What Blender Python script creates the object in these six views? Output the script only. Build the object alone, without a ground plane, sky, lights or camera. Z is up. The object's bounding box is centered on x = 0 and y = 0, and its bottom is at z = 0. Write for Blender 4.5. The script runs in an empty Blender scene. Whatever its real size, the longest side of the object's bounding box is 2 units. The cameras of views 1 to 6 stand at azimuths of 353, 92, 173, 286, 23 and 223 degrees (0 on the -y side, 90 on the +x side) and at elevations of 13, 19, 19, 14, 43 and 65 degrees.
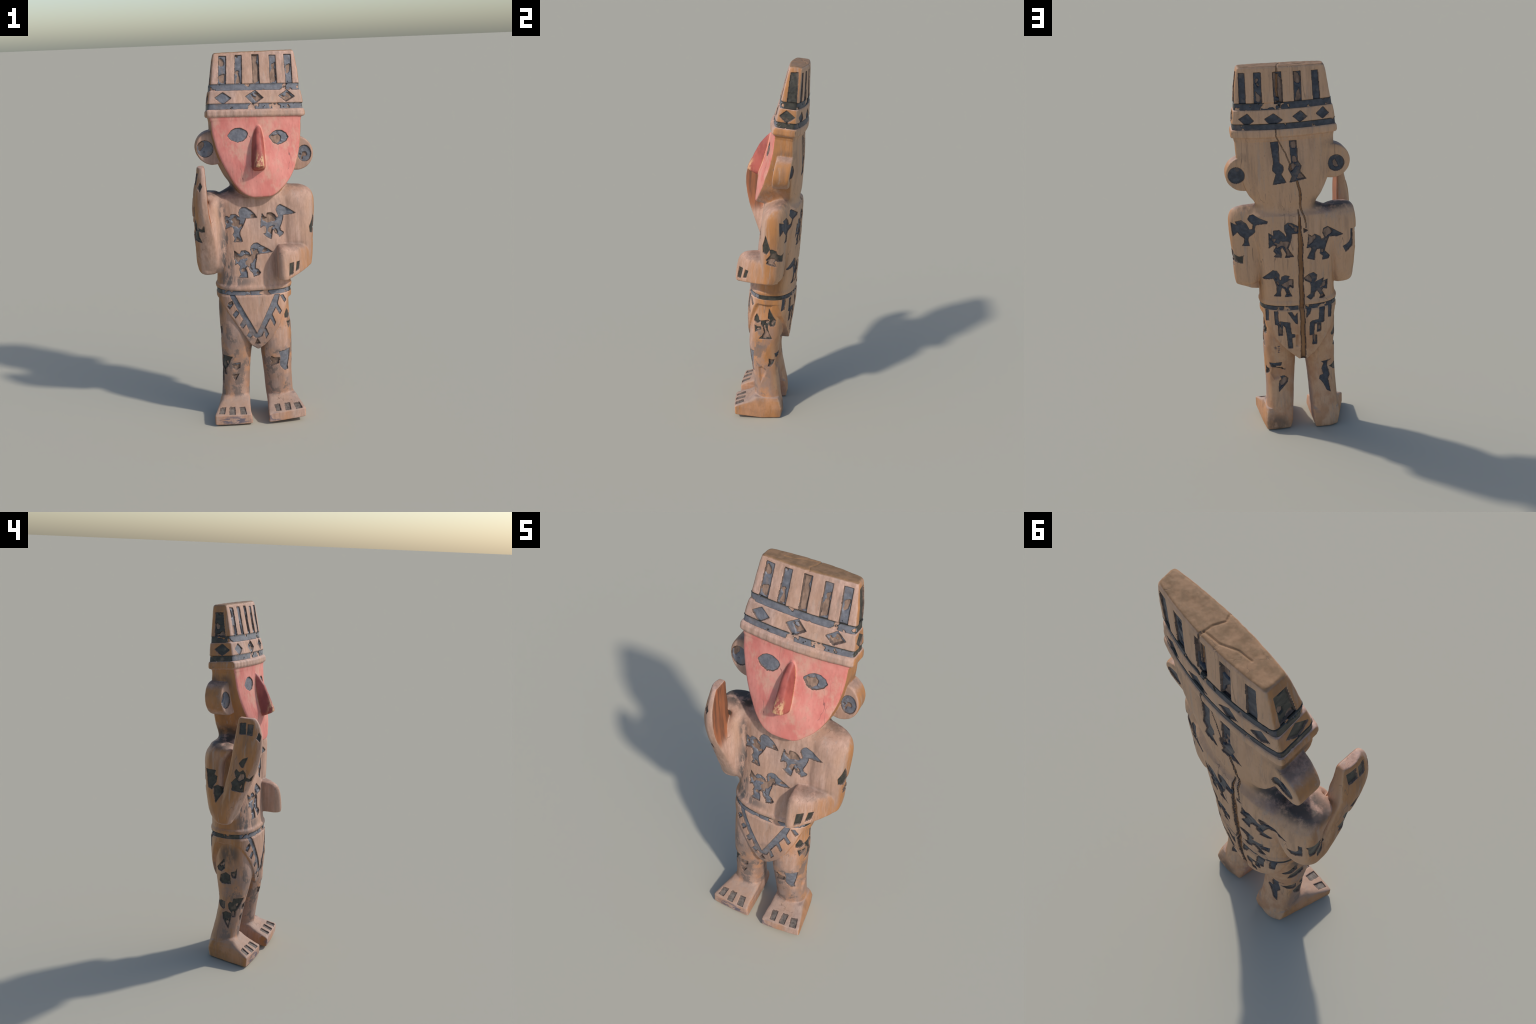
import bpy, bmesh, math, random
import numpy as np
from mathutils import Vector
from mathutils.bvhtree import BVHTree
from mathutils import noise as mnoise

VOXEL = 0.0026
rng = np.random.default_rng(7)
random.seed(7)

# ------------------------------------------------------------------ lofting
def interp_rows(rows, n_between=0.004, smooth=False):
    """Resample a table of rows (first column = height) along the height."""
    R = np.array(rows, float)
    z = R[:, 0]
    t = np.arange(len(z), dtype=float)
    out = []
    for i in range(len(z) - 1):
        k = max(1, int(abs(z[i + 1] - z[i]) / n_between))
        out += list(i + np.arange(k) / k)
    out.append(len(z) - 1)
    out = np.array(out)
    if not smooth or len(z) < 3:
        return np.stack([np.interp(out, t, R[:, c]) for c in range(R.shape[1])], 1)
    # monotone-ish Catmull-Rom over the rows
    i = np.clip(out.astype(int), 0, len(z) - 2)
    f = (out - i)[:, None]
    p0 = R[np.maximum(i - 1, 0)]; p1 = R[i]; p2 = R[i + 1]; p3 = R[np.minimum(i + 2, len(z) - 1)]
    h0 = np.maximum(p1[:, :1] - p0[:, :1], 1e-6); h1 = p2[:, :1] - p1[:, :1]; h2 = np.maximum(p3[:, :1] - p2[:, :1], 1e-6)
    m1 = np.where(i[:, None] > 0, (p2 - p0) / (h0 + h1), (p2 - p1) / h1) * h1
    m2 = np.where(i[:, None] < len(z) - 2, (p3 - p1) / (h1 + h2), (p2 - p1) / h1) * h1
    f2, f3 = f * f, f * f * f
    return (2*f3 - 3*f2 + 1) * p1 + (f3 - 2*f2 + f) * m1 + (-2*f3 + 3*f2) * p2 + (f3 - f2) * m2

def round_ring(P, r):
    """Round a closed outline by averaging it over a window of radius r."""
    n = len(P)
    seg = np.linalg.norm(np.roll(P, -1, 0) - P, axis=1)
    L = seg.sum(); s = np.concatenate([[0], np.cumsum(seg)])
    m = 160
    q = np.linspace(0, L, m, endpoint=False)
    C = np.vstack([P, P[:1]])
    Q = np.stack([np.interp(q, s, C[:, 0]), np.interp(q, s, C[:, 1])], 1)
    w = int(round(r / (L / m)))
    for _ in range(2):
        if w > 0:
            acc = sum(np.roll(Q, k, 0) for k in range(-w, w + 1)) / (2 * w + 1)
            Q = acc
    return Q

def arc(a, b, bulge, n=24):
    """Points from a to b bowed sideways by bulge (to the right of a->b)."""
    a = np.array(a); b = np.array(b); t = np.linspace(0, 1, n, endpoint=False)[:, None]
    d = (b - a) / (np.linalg.norm(b - a) + 1e-9)
    nrm = np.array([d[1], -d[0]])
    return a + (b - a) * t + nrm * bulge * 4 * t * (1 - t)

def quad_ring(xlf, xrf, xlb, xrb, yfl, yfr, ybl, ybr, bf, bb, r, bs=0.0):
    fl, fr, br, bl = (xlf, yfl), (xrf, yfr), (xrb, ybr), (xlb, ybl)
    P = np.vstack([arc(fl, fr, bf), arc(fr, br, bs, 12), arc(br, bl, bb), arc(bl, fl, bs, 12)])
    return round_ring(P, r)

def oval_ring(xl, xr, yf, yb, n, shf=0.0, shb=0.0):
    """Squarish oval; the front and the back may each be skewed sideways."""
    t = np.linspace(0, 2 * np.pi, 160, endpoint=False)
    c, s = np.cos(t), np.sin(t)
    cx = (xl + xr) / 2
    x = cx + (xr - xl) / 2 * np.sign(c) * np.abs(c) ** (2 / n)
    y = (yf + yb) / 2 + (yb - yf) / 2 * np.sign(s) * np.abs(s) ** (2 / n)
    k = (1 + s) / 2
    return np.stack([x, y + (shf * (1 - k) + shb * k) * (x - cx)], 1)

def loft(rings, zs, zfun=None):
    """Closed solid through a stack of equal-count rings."""
    n = len(rings[0]); V = []; F = []
    for R, z in zip(rings, zs):
        zz = np.full(n, z) if zfun is None else zfun(R[:, 0], R[:, 1], z)
        V.append(np.column_stack([R, zz]))
    m = len(V)
    V = np.vstack(V)
    idx = np.arange(n); nx = (idx + 1) % n
    for k in range(m - 1):
        F.append(np.column_stack([k*n + idx, k*n + nx, (k+1)*n + nx, (k+1)*n + idx]))
    F = np.vstack(F).tolist()
    c0, c1 = V[:n].mean(0), V[-n:].mean(0)
    V = np.vstack([V, c0, c1])
    a, b = len(V) - 2, len(V) - 1
    for i in range(n):
        F.append([a, int(nx[i]), int(i)])
        F.append([b, (m-1)*n + int(i), (m-1)*n + int(nx[i])])
    return V, F

SOLIDS = []
def add(VF): SOLIDS.append(VF)

# ------------------------------------------------------------------ headdress
# z, x left/right (front), x left/right (back), y front l/r, y back l/r, bow front, bow back, rounding
HAT = [
 (1.64, -0.216, 0.268, -0.216, 0.278, 0.0205, 0.0065, 0.151, 0.107, 0.027, 0.036, 0.006),
 (1.656, -0.218, 0.27, -0.218, 0.28, 0.0225, 0.0065, 0.153, 0.108, 0.027, 0.036, 0.006),
 (1.66, -0.228, 0.286, -0.23, 0.291, 0.0205, 0.0005, 0.164, 0.113, 0.028, 0.036, 0.005),
 (1.668, -0.232, 0.29, -0.233, 0.294, 0.0185, -0.0015, 0.167, 0.114, 0.029, 0.036, 0.005),
 (1.688, -0.23, 0.288, -0.232, 0.292, 0.0205, 0.0015, 0.168, 0.116, 0.029, 0.036, 0.005),
 (1.697, -0.226, 0.284, -0.228, 0.287, 0.0285, 0.0095, 0.166, 0.115, 0.026, 0.036, 0.004),
 (1.699, -0.218, 0.276, -0.221, 0.279, 0.0365, 0.0165, 0.159, 0.109, 0.025, 0.036, 0.004),
 (1.727, -0.216, 0.274, -0.219, 0.277, 0.0405, 0.0205, 0.158, 0.11, 0.023, 0.036, 0.004),
 (1.729, -0.221, 0.283, -0.224, 0.285, 0.0355, 0.0135, 0.165, 0.116, 0.023, 0.036, 0.004),
 (1.76, -0.216, 0.279, -0.219, 0.281, 0.0425, 0.0205, 0.166, 0.117, 0.021, 0.036, 0.004),
 (1.794, -0.209, 0.273, -0.212, 0.275, 0.0505, 0.0285, 0.167, 0.119, 0.02, 0.0333, 0.004),
 (1.797, -0.202, 0.264, -0.205, 0.267, 0.0585, 0.0375, 0.16, 0.113, 0.019, 0.0331, 0.004),
 (1.829, -0.199, 0.262, -0.201, 0.264, 0.0645, 0.0425, 0.16, 0.115, 0.018, 0.0306, 0.004),
 (1.831, -0.2, 0.268, -0.202, 0.269, 0.0575, 0.0365, 0.167, 0.121, 0.018, 0.0304, 0.005),
 (1.9, -0.191, 0.263, -0.192, 0.264, 0.0725, 0.0505, 0.168, 0.126, 0.016, 0.025, 0.006),
 (1.966, -0.182, 0.253, -0.182, 0.253, 0.0875, 0.0635, 0.169, 0.131, 0.015, 0.0203, 0.007),
 (1.9935, -0.176, 0.247, -0.174, 0.246, 0.0955, 0.0705, 0.169, 0.133, 0.014, 0.0183, 0.008),
 (2.0005, -0.17, 0.241, -0.168, 0.24, 0.1015, 0.0765, 0.165, 0.129, 0.013, 0.0178, 0.01),
]
def hat_height(x, y, z):
    k = np.clip((1.99 - z) / .15, 0, 1)
    return z - .028 * k * (x - .035) - .09 * (y - .06)
R = interp_rows(HAT)
add(loft([quad_ring(*r[1:]) for r in R], R[:, 0], hat_height))

# ------------------------------------------------------------------ head and neck
HEAD = [
 (1.1800, 0.0000, 0.0600, -0.1150, 0.1850, -0.0100, -0.0100, 0.1300, 0.1000, 0.0000, 0.0340, 0.0100),
 (1.2300, 0.0000, 0.0600, -0.1150, 0.1850, -0.0300, -0.0300, 0.1300, 0.1000, 0.0020, 0.0340, 0.0100),
 (1.2430, -0.0040, 0.0700, -0.1150, 0.1850, -0.0620, -0.0620, 0.1320, 0.1000, 0.0030, 0.0340, 0.0080),
 (1.2520, -0.0200, 0.0850, -0.1150, 0.1850, -0.0830, -0.0830, 0.1330, 0.1000, 0.0040, 0.0340, 0.0060),
 (1.2620, -0.0430, 0.1060, -0.1150, 0.1850, -0.0830, -0.0830, 0.1340, 0.1010, 0.0060, 0.0340, 0.0050),
 (1.2800, -0.0720, 0.1300, -0.1150, 0.1860, -0.0790, -0.0780, 0.1350, 0.1010, 0.0090, 0.0340, 0.0050),
 (1.3100, -0.1000, 0.1650, -0.1230, 0.1930, -0.0680, -0.0670, 0.1390, 0.1020, 0.0170, 0.0380, 0.0050),
 (1.3500, -0.1240, 0.1970, -0.1500, 0.2210, -0.0550, -0.0540, 0.1430, 0.1040, 0.0270, 0.0380, 0.0050),
 (1.4100, -0.1550, 0.2270, -0.1770, 0.2450, -0.0360, -0.0360, 0.1460, 0.1060, 0.0360, 0.0380, 0.0050),
 (1.4800, -0.1830, 0.2480, -0.2020, 0.2630, -0.0140, -0.0160, 0.1490, 0.1070, 0.0340, 0.0380, 0.0060),
 (1.5470, -0.2000, 0.2590, -0.2140, 0.2730, 0.0030, -0.0030, 0.1500, 0.1060, 0.0310, 0.0356, 0.0060),
 (1.6000, -0.2090, 0.2640, -0.2160, 0.2750, 0.0130, 0.0030, 0.1510, 0.1060, 0.0280, 0.0324, 0.0060),
 (1.6700, -0.2130, 0.2660, -0.2150, 0.2770, 0.0240, 0.0090, 0.1510, 0.1060, 0.0270, 0.0300, 0.0060),
]
R = interp_rows(HEAD, smooth=True)
add(loft([quad_ring(*r[1:]) for r in R], R[:, 0]))

# nose: wedge with a narrow flattened ridge
NOSE = [
 (1.392, -.020, .064, -.075,-.075),
 (1.397, -.021, .065, -.100,-.100),
 (1.404, -.021, .065, -.123,-.123),
 (1.412, -.020, .065, -.136,-.136),
 (1.443, -.016, .064, -.128,-.128),
 (1.507, -.008, .060, -.099,-.099),
 (1.558,  .002, .056, -.074,-.074),
 (1.600,  .014, .052, -.040,-.040),
 (1.622,  .024, .046, -.018,-.018),
]
R = interp_rows(NOSE)
rings = []
for z, xl, xr, yf, _ in R:
    c = (xl + xr) / 2 - .001; h = max(.007, (xr - xl) * .24)
    rings.append(quad_ring(c - h, c + h, xl - .020, xr + .019, yf, yf, .02, .02, .003, 0, .004))
add(loft(rings, R[:, 0], lambda x, y, z: z - .20 * np.clip(y + .10, -.05, .05) * (z < 1.44)))

# ears: thick round plugs
def ear(cx, cz, rad, yf, yb, kx, kz):
    rings, ys = [], []
    t = np.linspace(0, 2*np.pi, 120, endpoint=False)
    for s, k in ((0, .94), (.05, .985), (.12, 1), (.88, 1), (.95, .985), (1, .94)):
        rings.append(np.stack([cx + rad*k*np.cos(t), cz + rad*k*1.0*np.sin(t)], 1)); ys.append(s)
    V, F = loft(rings, ys)
    x, z, s = V[:, 0].copy(), V[:, 1].copy(), V[:, 2].copy()
    y0 = yf + kx * (x - cx) + kz * (z - cz)
    y1 = yb + kx*.5 * (x - cx) + kz * (z - cz)
    add((np.stack([x, y0 + (y1 - y0) * s, z], 1), [f[::-1] for f in F]))
ear(-.205, 1.506, .090, .048, .149, -.22, .10)
ear( .239, 1.459, .090, .021, .103, -.12, .12)

# ------------------------------------------------------------------ trunk
TRUNK = [
 (0.69, -0.214, 0.177, -0.096, 0.149, 2.5, -0.03, -0.08),
 (0.694, -0.221, 0.184, -0.102, 0.155, 2.5, -0.03, -0.08),
 (0.722, -0.221, 0.184, -0.1, 0.155, 2.5, -0.03, -0.08),
 (0.724, -0.214, 0.178, -0.093, 0.149, 2.5, -0.03, -0.08),
 (0.745, -0.214, 0.178, -0.091, 0.15, 2.5, -0.03, -0.08),
 (0.748, -0.222, 0.186, -0.099, 0.158, 2.5, -0.03, -0.08),
 (0.758, -0.224, 0.189, -0.101, 0.16, 2.5, -0.03, -0.08),
 (0.766, -0.222, 0.188, -0.099, 0.159, 2.5, -0.03, -0.08),
 (0.775, -0.214, 0.183, -0.091, 0.156, 2.5, -0.03, -0.08),
 (0.81, -0.211, 0.183, -0.084, 0.158, 2.5, -0.03, -0.08),
 (0.86, -0.211, 0.187, -0.077, 0.161, 2.5, -0.03, -0.08),
 (0.95, -0.214, 0.197, -0.065, 0.165, 2.5, -0.03, -0.09),
 (1.06, -0.224, 0.209, -0.056, 0.168, 2.5, -0.03, -0.1),
 (1.15, -0.252, 0.24, -0.047, 0.169, 2.6, -0.03, -0.1),
 (1.21, -0.275, 0.262, -0.04, 0.168, 2.6, -0.03, -0.1),
 (1.24, -0.248, 0.26, -0.034, 0.165, 2.5, -0.03, -0.1),
 (1.258, -0.185, 0.24, -0.016, 0.146, 2.4, -0.03, -0.1),
 (1.276, -0.15, 0.212, 0.01, 0.138, 2.3, -0.03, -0.1),
 (1.295, -0.115, 0.19, 0.03, 0.133, 2.3, -0.03, -0.1),
]
def belt_height(x, y, z):
    return z + np.where(z < .80, -.02 * (x + .02), 0) * 1.0
R = interp_rows(TRUNK)
add(loft([oval_ring(*r[1:]) for r in R], R[:, 0], belt_height))

# ------------------------------------------------------------------ upper arms
ARM_L = [   # bent arm, +x
 (.850, .215, .285,  .005, .055, 2.4, .0, -.25),
 (.857, .200, .298, -.020, .068, 2.5, .05, -.25),
 (.872, .185, .308, -.034, .078, 2.7, .12, -.25),
 (.950, .175, .314, -.040, .086, 2.7, .15, -.28),
 (1.04, .170, .317, -.042, .090, 2.7, .15, -.28),
 (1.15, .155, .325, -.041, .096, 2.7, .12, -.30),
 (1.215,.140, .325, -.038, .101, 2.6, .10, -.30),
 (1.246,.125, .317, -.026, .102, 2.5, .05, -.30),
 (1.266,.110, .303, -.004, .100, 2.4, .0, -.28),
 (1.280,.095, .280,  .022, .095, 2.3, .0, -.22),
 (1.290,.085, .250,  .042, .090, 2.3, .0, -.15),
]
R = interp_rows(ARM_L, smooth=True)
add(loft([oval_ring(*r[1:]) for r in R], R[:, 0]))
ARM_R = [   # raised arm, -x: upper arm
 (0.824, -0.285, -0.225, 0.01, 0.055, 2.3, 0, 0.16),
 (0.832, -0.302, -0.212, -0.006, 0.078, 2.5, 0, 0.16),
 (0.85, -0.313, -0.205, -0.012, 0.098, 2.6, 0, 0.16),
 (0.9, -0.318, -0.2, -0.02, 0.124, 2.7, 0, 0.16),
 (0.96, -0.321, -0.195, 0.01, 0.136, 2.7, 0, 0.16),
 (1.03, -0.325, -0.19, 0.036, 0.147, 2.7, 0, 0.16),
 (1.11, -0.328, -0.18, 0.04, 0.153, 2.7, 0, 0.16),
 (1.18, -0.329, -0.17, 0.036, 0.157, 2.8, 0, 0.16),
 (1.222, -0.326, -0.155, 0.008, 0.155, 2.8, 0, 0.16),
 (1.243, -0.323, -0.155, -0.01, 0.143, 2.6, 0, 0.16),
 (1.26, -0.311, -0.175, 0.008, 0.13, 2.4, 0, 0.16),
 (1.272, -0.293, -0.195, 0.04, 0.116, 2.3, 0, 0.16),
]
R = interp_rows(ARM_R, smooth=True)
add(loft([oval_ring(*r[1:]) for r in R], R[:, 0]))

# raised forearm and hand (-x): z, outer x, inner x, y front, y back
FORE_R = [
 (.828, -.290, -.230,  .005, .050),
 (.850, -.310, -.213, -.014, .075),
 (.893, -.321, -.209, -.038, .080),
 (.967, -.325, -.214, -.068, .060),
 (1.02, -.326, -.222, -.090, .037),
 (1.084,-.326, -.234, -.116, .020),
 (1.165,-.328, -.250, -.146, .001),
 (1.245,-.331, -.257, -.163,-.013),
 (1.303,-.326, -.259, -.166,-.019),
 (1.353,-.315, -.262, -.158,-.026),
 (1.397,-.306, -.263, -.143,-.033),
 (1.419,-.302, -.264, -.128,-.036),
 (1.427,-.299, -.267, -.118,-.042),
]
R = interp_rows(FORE_R, smooth=True)
rings = []
for z, xo, xi, yf, yb in R:
    w = xi - xo; p = np.clip((z - 1.02) / .2, 0, 1)
    # outer side convex, palm side flat; front edge pulled to the palm side
    L = yb - yf; xo = xo - .001
    P = np.array([(xo + w*.55, yf), (xi - .002, yf + .002), (xi, yf + L*.5), (xi, yb), (xo + w*.22, yb + .002), (xo + w*.02, yf + L*.72), (xo, yf + L*.45), (xo + w*.2, yf + L*.16)])
    rings.append(round_ring(np.vstack([np.linspace(P[i], P[(i+1) % 8], 8, endpoint=False) for i in range(8)]), .007 - .003 * np.clip((z - 1.3) / .1, 0, 1)))
add(loft(rings, R[:, 0]))

# the two limbs of the raised arm are one piece: a web closes the slot behind the elbow
WEB = [(.86, -.300, -.20, -.010, .06), (1.00, -.290, -.20, -.060, .08), (1.10, -.280, -.20, -.060, .08), (1.19, -.262, -.20, -.045, .07), (1.24, -.245, -.20, -.02, .06)]
R = interp_rows(WEB)
add(loft([oval_ring(*r[1:], 3.0) for r in R], R[:, 0]))

# chest muscle that runs into each arm
for rows in ([(.86, .13, .20, -.020, .05), (.93, .13, .25, -.042, .05), (1.05, .14, .262, -.046, .05), (1.17, .14, .27, -.043, .05), (1.23, .15, .26, -.030, .05)],
             [(.80, -.200, -.14, .000, .05), (.86, -.222, -.14, -.022, .05), (.95, -.248, -.14, -.034, .05), (1.05, -.258, -.14, -.031, .05), (1.19, -.268, -.15, -.027, .06), (1.235, -.25, -.15, -.012, .06)]):
    R = interp_rows(rows)
    add(loft([oval_ring(*r[1:], 2.4) for r in R], R[:, 0]))

# bent forearm and fist (+x): outline in plan, bottom rises to the elbow
plan = np.array([(.120, .020), (.101, -.060), (.100, -.152), (.111, -.172), (.130, -.180), (.155, -.165),
                 (.218, -.112), (.272, -.050), (.305, -.008), (.306, .040), (.220, .060)])
FIST = [(.809, .010, .004), (.815, .001, .000), (.832, -.001, 0), (.870, .002, 0), (.895, .005, 0), (.925, .010, .0), (.945, .016, .001),
        (.960, .025, .003), (.971, .037, .006), (.979, .053, .010), (.985, .076, .020)]
R = interp_rows(FIST)
rings = []
for z, dy, dx in R:
    P = plan.copy()
    front = P[:, 1] < 0
    soft = np.interp(P[:, 0], (.14, .22, .28), (1, .55, .3))
    P[front, 1] = np.minimum(P[front, 1] + (dy * soft)[front], np.maximum(P[front, 1], .01))
    P[(P[:, 0] < .13), 0] += dx
    rings.append(round_ring(np.vstack([np.linspace(P[i], P[(i+1) % len(P)], 10, endpoint=False) for i in range(len(P))]), .007))
def fist_height(x, y, z):
    k = np.clip((x - .14) / .16, 0, 1)
    b = np.clip((.90 - z) / .09, 0, 1)
    return z + k * (.042 * b - .020 * (1 - b))
add(loft(rings, R[:, 0], fist_height))

# ------------------------------------------------------------------ loincloth
PELVIS = np.array([  # outer surface: z, xl, xr, yf, yb
 (.400, -.208, .174, -.080, .127), (.430, -.210, .175, -.089, .129), (.500, -.212, .176, -.102, .136),
 (.580, -.215, .178, -.106, .146), (.650, -.219, .181, -.104, .153), (.720, -.221, .184, -.100, .155)])
def pelvis_y(x, z, side):
    p = [np.interp(z, PELVIS[:, 0], PELVIS[:, c]) for c in range(5)]
    a = (p[2] - p[1]) / 2; cx = (p[1] + p[2]) / 2; cy = (p[3] + p[4]) / 2; b = (p[4] - p[3]) / 2
    u = np.clip(np.abs((x - cx) / a), 0, .995)
    return cy + side * b * (1 - u ** 2.5) ** (1 / 2.5) + (-.08 if side > 0 else -.03) * (x - cx)
pelvis_y_v = pelvis_y
def apron(rows, side):
    R = interp_rows(rows, smooth=False)
    rings = []
    for z, xl, xr in R:
        xs = np.linspace(xl, xr, 50)
        yo = pelvis_y(xs, z, side) + side * .004
        inner = .03
        P = np.vstack([np.column_stack([xs, yo]), np.column_stack([np.linspace(xr, xl, 20), np.full(20, inner)])])
        if side > 0: P = P[::-1]
        rings.append(round_ring(P, .0025))
    add(loft(rings, R[:, 0]))
APRON_FRONT = [(.416, -.024, -.012), (.420, -.030, -.006), (.434, -.050, .014), (.473, -.080, .053), (.485, -.088, .062), (.532, -.115, .095),
       (.604, -.158, .128), (.672, -.199, .152), (.690, -.211, .165), (.716, -.216, .178)]
apron(APRON_FRONT, -1)
APRON_BACK = [(.427, -.044, -.001), (.462, -.087, .039), (.509, -.124, .087), (.562, -.158, .129),
       (.617, -.186, .158), (.660, -.200, .170), (.692, -.208, .178), (.716, -.212, .180)]
apron(APRON_BACK, +1)

# ------------------------------------------------------------------ legs
LEG_L = [  # +x
 (.000, .062, .172, -.030, .108, 2.4),
 (.012, .048, .182, -.035, .116, 2.3),
 (.050, .040, .186, -.042, .117, 2.4),
 (.110, .030, .180, -.046, .104, 2.4),
 (.150, .026, .177, -.050, .097, 2.4),
 (.230, .021, .174, -.060, .087, 2.4),
 (.290, .014, .174, -.070, .080, 2.4),
 (.350, .008, .174, -.082, .078, 2.4),
 (.430, .000, .175, -.091, .082, 2.3),
 (.500,-.022, .176, -.089, .094, 2.3),
 (.600,-.035, .170, -.081, .100, 2.3),
 (.700,-.035, .166, -.076, .106, 2.3),
]
LEG_R = [  # -x
 (.000, -.205, -.095, -.010, .128, 2.4),
 (.012, -.216, -.078, -.018, .137, 2.3),
 (.050, -.221, -.068, -.022, .138, 2.4),
 (.110, -.218, -.065, -.026, .128, 2.4),
 (.200, -.213, -.062, -.036, .108, 2.4),
 (.280, -.211, -.058, -.048, .094, 2.4),
 (.350, -.211, -.053, -.061, .088, 2.4),
 (.420, -.212, -.042, -.076, .098, 2.3),
 (.500, -.213, -.015, -.087, .114, 2.3),
 (.600, -.215, -.000, -.079, .120, 2.3),
 (.700, -.212, -.000, -.073, .122, 2.3),
]
for rows in (LEG_L, LEG_R):
    R = interp_rows(rows, smooth=True)
    add(loft([oval_ring(*r[1:]) for r in R], R[:, 0]))

# ------------------------------------------------------------------ feet
FOOT_R = [
 (0, -0.275, -0.073, -0.195, -0.085, -0.121, -0.139, 0.115, 0.125, 0.003, 0.006, 0.008),
 (0.004, -0.279, -0.07, -0.202, -0.079, -0.124, -0.142, 0.12, 0.13, 0.003, 0.006, 0.006),
 (0.054, -0.28, -0.076, -0.212, -0.07, -0.126, -0.144, 0.125, 0.132, 0.003, 0.006, 0.006),
 (0.062, -0.275, -0.078, -0.214, -0.07, -0.118, -0.134, 0.125, 0.132, 0.003, 0.006, 0.008),
 (0.085, -0.255, -0.075, -0.216, -0.068, -0.079, -0.09, 0.12, 0.128, 0.003, 0.006, 0.012),
 (0.105, -0.235, -0.07, -0.214, -0.067, -0.047, -0.052, 0.11, 0.118, 0.003, 0.006, 0.014),
 (0.125, -0.218, -0.068, -0.208, -0.07, -0.026, -0.026, 0.095, 0.1, 0.003, 0.006, 0.014),
]
FOOT_L = [
 (0, 0.017, 0.219, 0.06, 0.185, -0.154, -0.151, 0.1, 0.1, 0.003, 0.006, 0.008),
 (0.004, 0.014, 0.224, 0.055, 0.189, -0.158, -0.154, 0.106, 0.106, 0.003, 0.006, 0.006),
 (0.05, 0.015, 0.223, 0.044, 0.191, -0.161, -0.156, 0.11, 0.11, 0.003, 0.006, 0.006),
 (0.058, 0.017, 0.219, 0.044, 0.192, -0.152, -0.146, 0.11, 0.11, 0.003, 0.006, 0.008),
 (0.08, 0.021, 0.209, 0.04, 0.191, -0.109, -0.104, 0.104, 0.104, 0.003, 0.006, 0.012),
 (0.098, 0.024, 0.199, 0.038, 0.188, -0.074, -0.07, 0.098, 0.098, 0.003, 0.006, 0.014),
 (0.12, 0.027, 0.187, 0.038, 0.181, -0.048, -0.046, 0.088, 0.088, 0.003, 0.006, 0.014),
]
R = interp_rows(FOOT_R)
add(loft([quad_ring(*r[1:]) for r in R], R[:, 0], lambda x, y, z: z + .005 * np.clip((-y) / .13, 0, 1)))
R = interp_rows(FOOT_L)
add(loft([quad_ring(*r[1:]) for r in R], R[:, 0],
         lambda x, y, z: z + np.clip(-y / .15, 0, 1) * (.009 + .015 * np.clip((x - .02) / .2, 0, 1))))

# ------------------------------------------------------------------ one carved block
def weld():
    V, F, o = [], [], 0
    for v, f in SOLIDS:
        V.append(v); F += [[i + o for i in q] for q in f]; o += len(v)
    me = bpy.data.meshes.new("block"); me.from_pydata(np.vstack(V).tolist(), [], F); me.update()
    bm = bmesh.new(); bm.from_mesh(me)
    bmesh.ops.recalc_face_normals(bm, faces=bm.faces[:])
    bm.to_mesh(me); bm.free()
    ob = bpy.data.objects.new("block", me); bpy.context.scene.collection.objects.link(ob)
    mod = ob.modifiers.new("r", 'REMESH'); mod.mode = 'VOXEL'; mod.voxel_size = VOXEL; mod.adaptivity = 0
    dg = bpy.context.evaluated_depsgraph_get()
    m2 = bpy.data.meshes.new_from_object(ob.evaluated_get(dg))
    bpy.data.objects.remove(ob)
    return m2

def mesh_arrays(me):
    n = len(me.vertices); V = np.empty(n * 3); me.vertices.foreach_get("co", V); V = V.reshape(-1, 3)
    L = np.empty(len(me.loops), int); me.loops.foreach_get("vertex_index", L)
    cnt = np.empty(len(me.polygons), int); me.polygons.foreach_get("loop_total", cnt)
    assert (cnt == 4).all()
    return V, L.reshape(-1, 4)

def edges_of(Q):
    E = np.vstack([Q[:, [0, 1]], Q[:, [1, 2]], Q[:, [2, 3]], Q[:, [3, 0]]])
    E.sort(1)
    return np.unique(E, axis=0)

def relax(V, E, it, lam, w=None):
    n = len(V)
    deg = np.bincount(E.ravel(), minlength=n)[:, None]
    for _ in range(it):
        A = np.stack([np.bincount(E[:, 0], V[E[:, 1], c], n) + np.bincount(E[:, 1], V[E[:, 0], c], n) for c in range(3)], 1) / deg
        d = (A - V) * lam
        V = V + (d if w is None else d * w[:, None])
    return V

def vnormals(V, Q):
    n = np.cross(V[Q[:, 2]] - V[Q[:, 0]], V[Q[:, 3]] - V[Q[:, 1]])
    N = np.zeros_like(V)
    for k in range(4):
        for c in range(3):
            N[:, c] += np.bincount(Q[:, k], n[:, c], len(V))
    return N / (np.linalg.norm(N, axis=1)[:, None] + 1e-12)

blk = weld()
V, Q = mesh_arrays(blk)
E = edges_of(Q)
def near(p, r):
    d = np.linalg.norm((V - np.array(p[:3])) / np.array(r), axis=1)
    return np.clip(1.5 - d, 0, 1)
V = relax(V, E, 2, .5)
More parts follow.
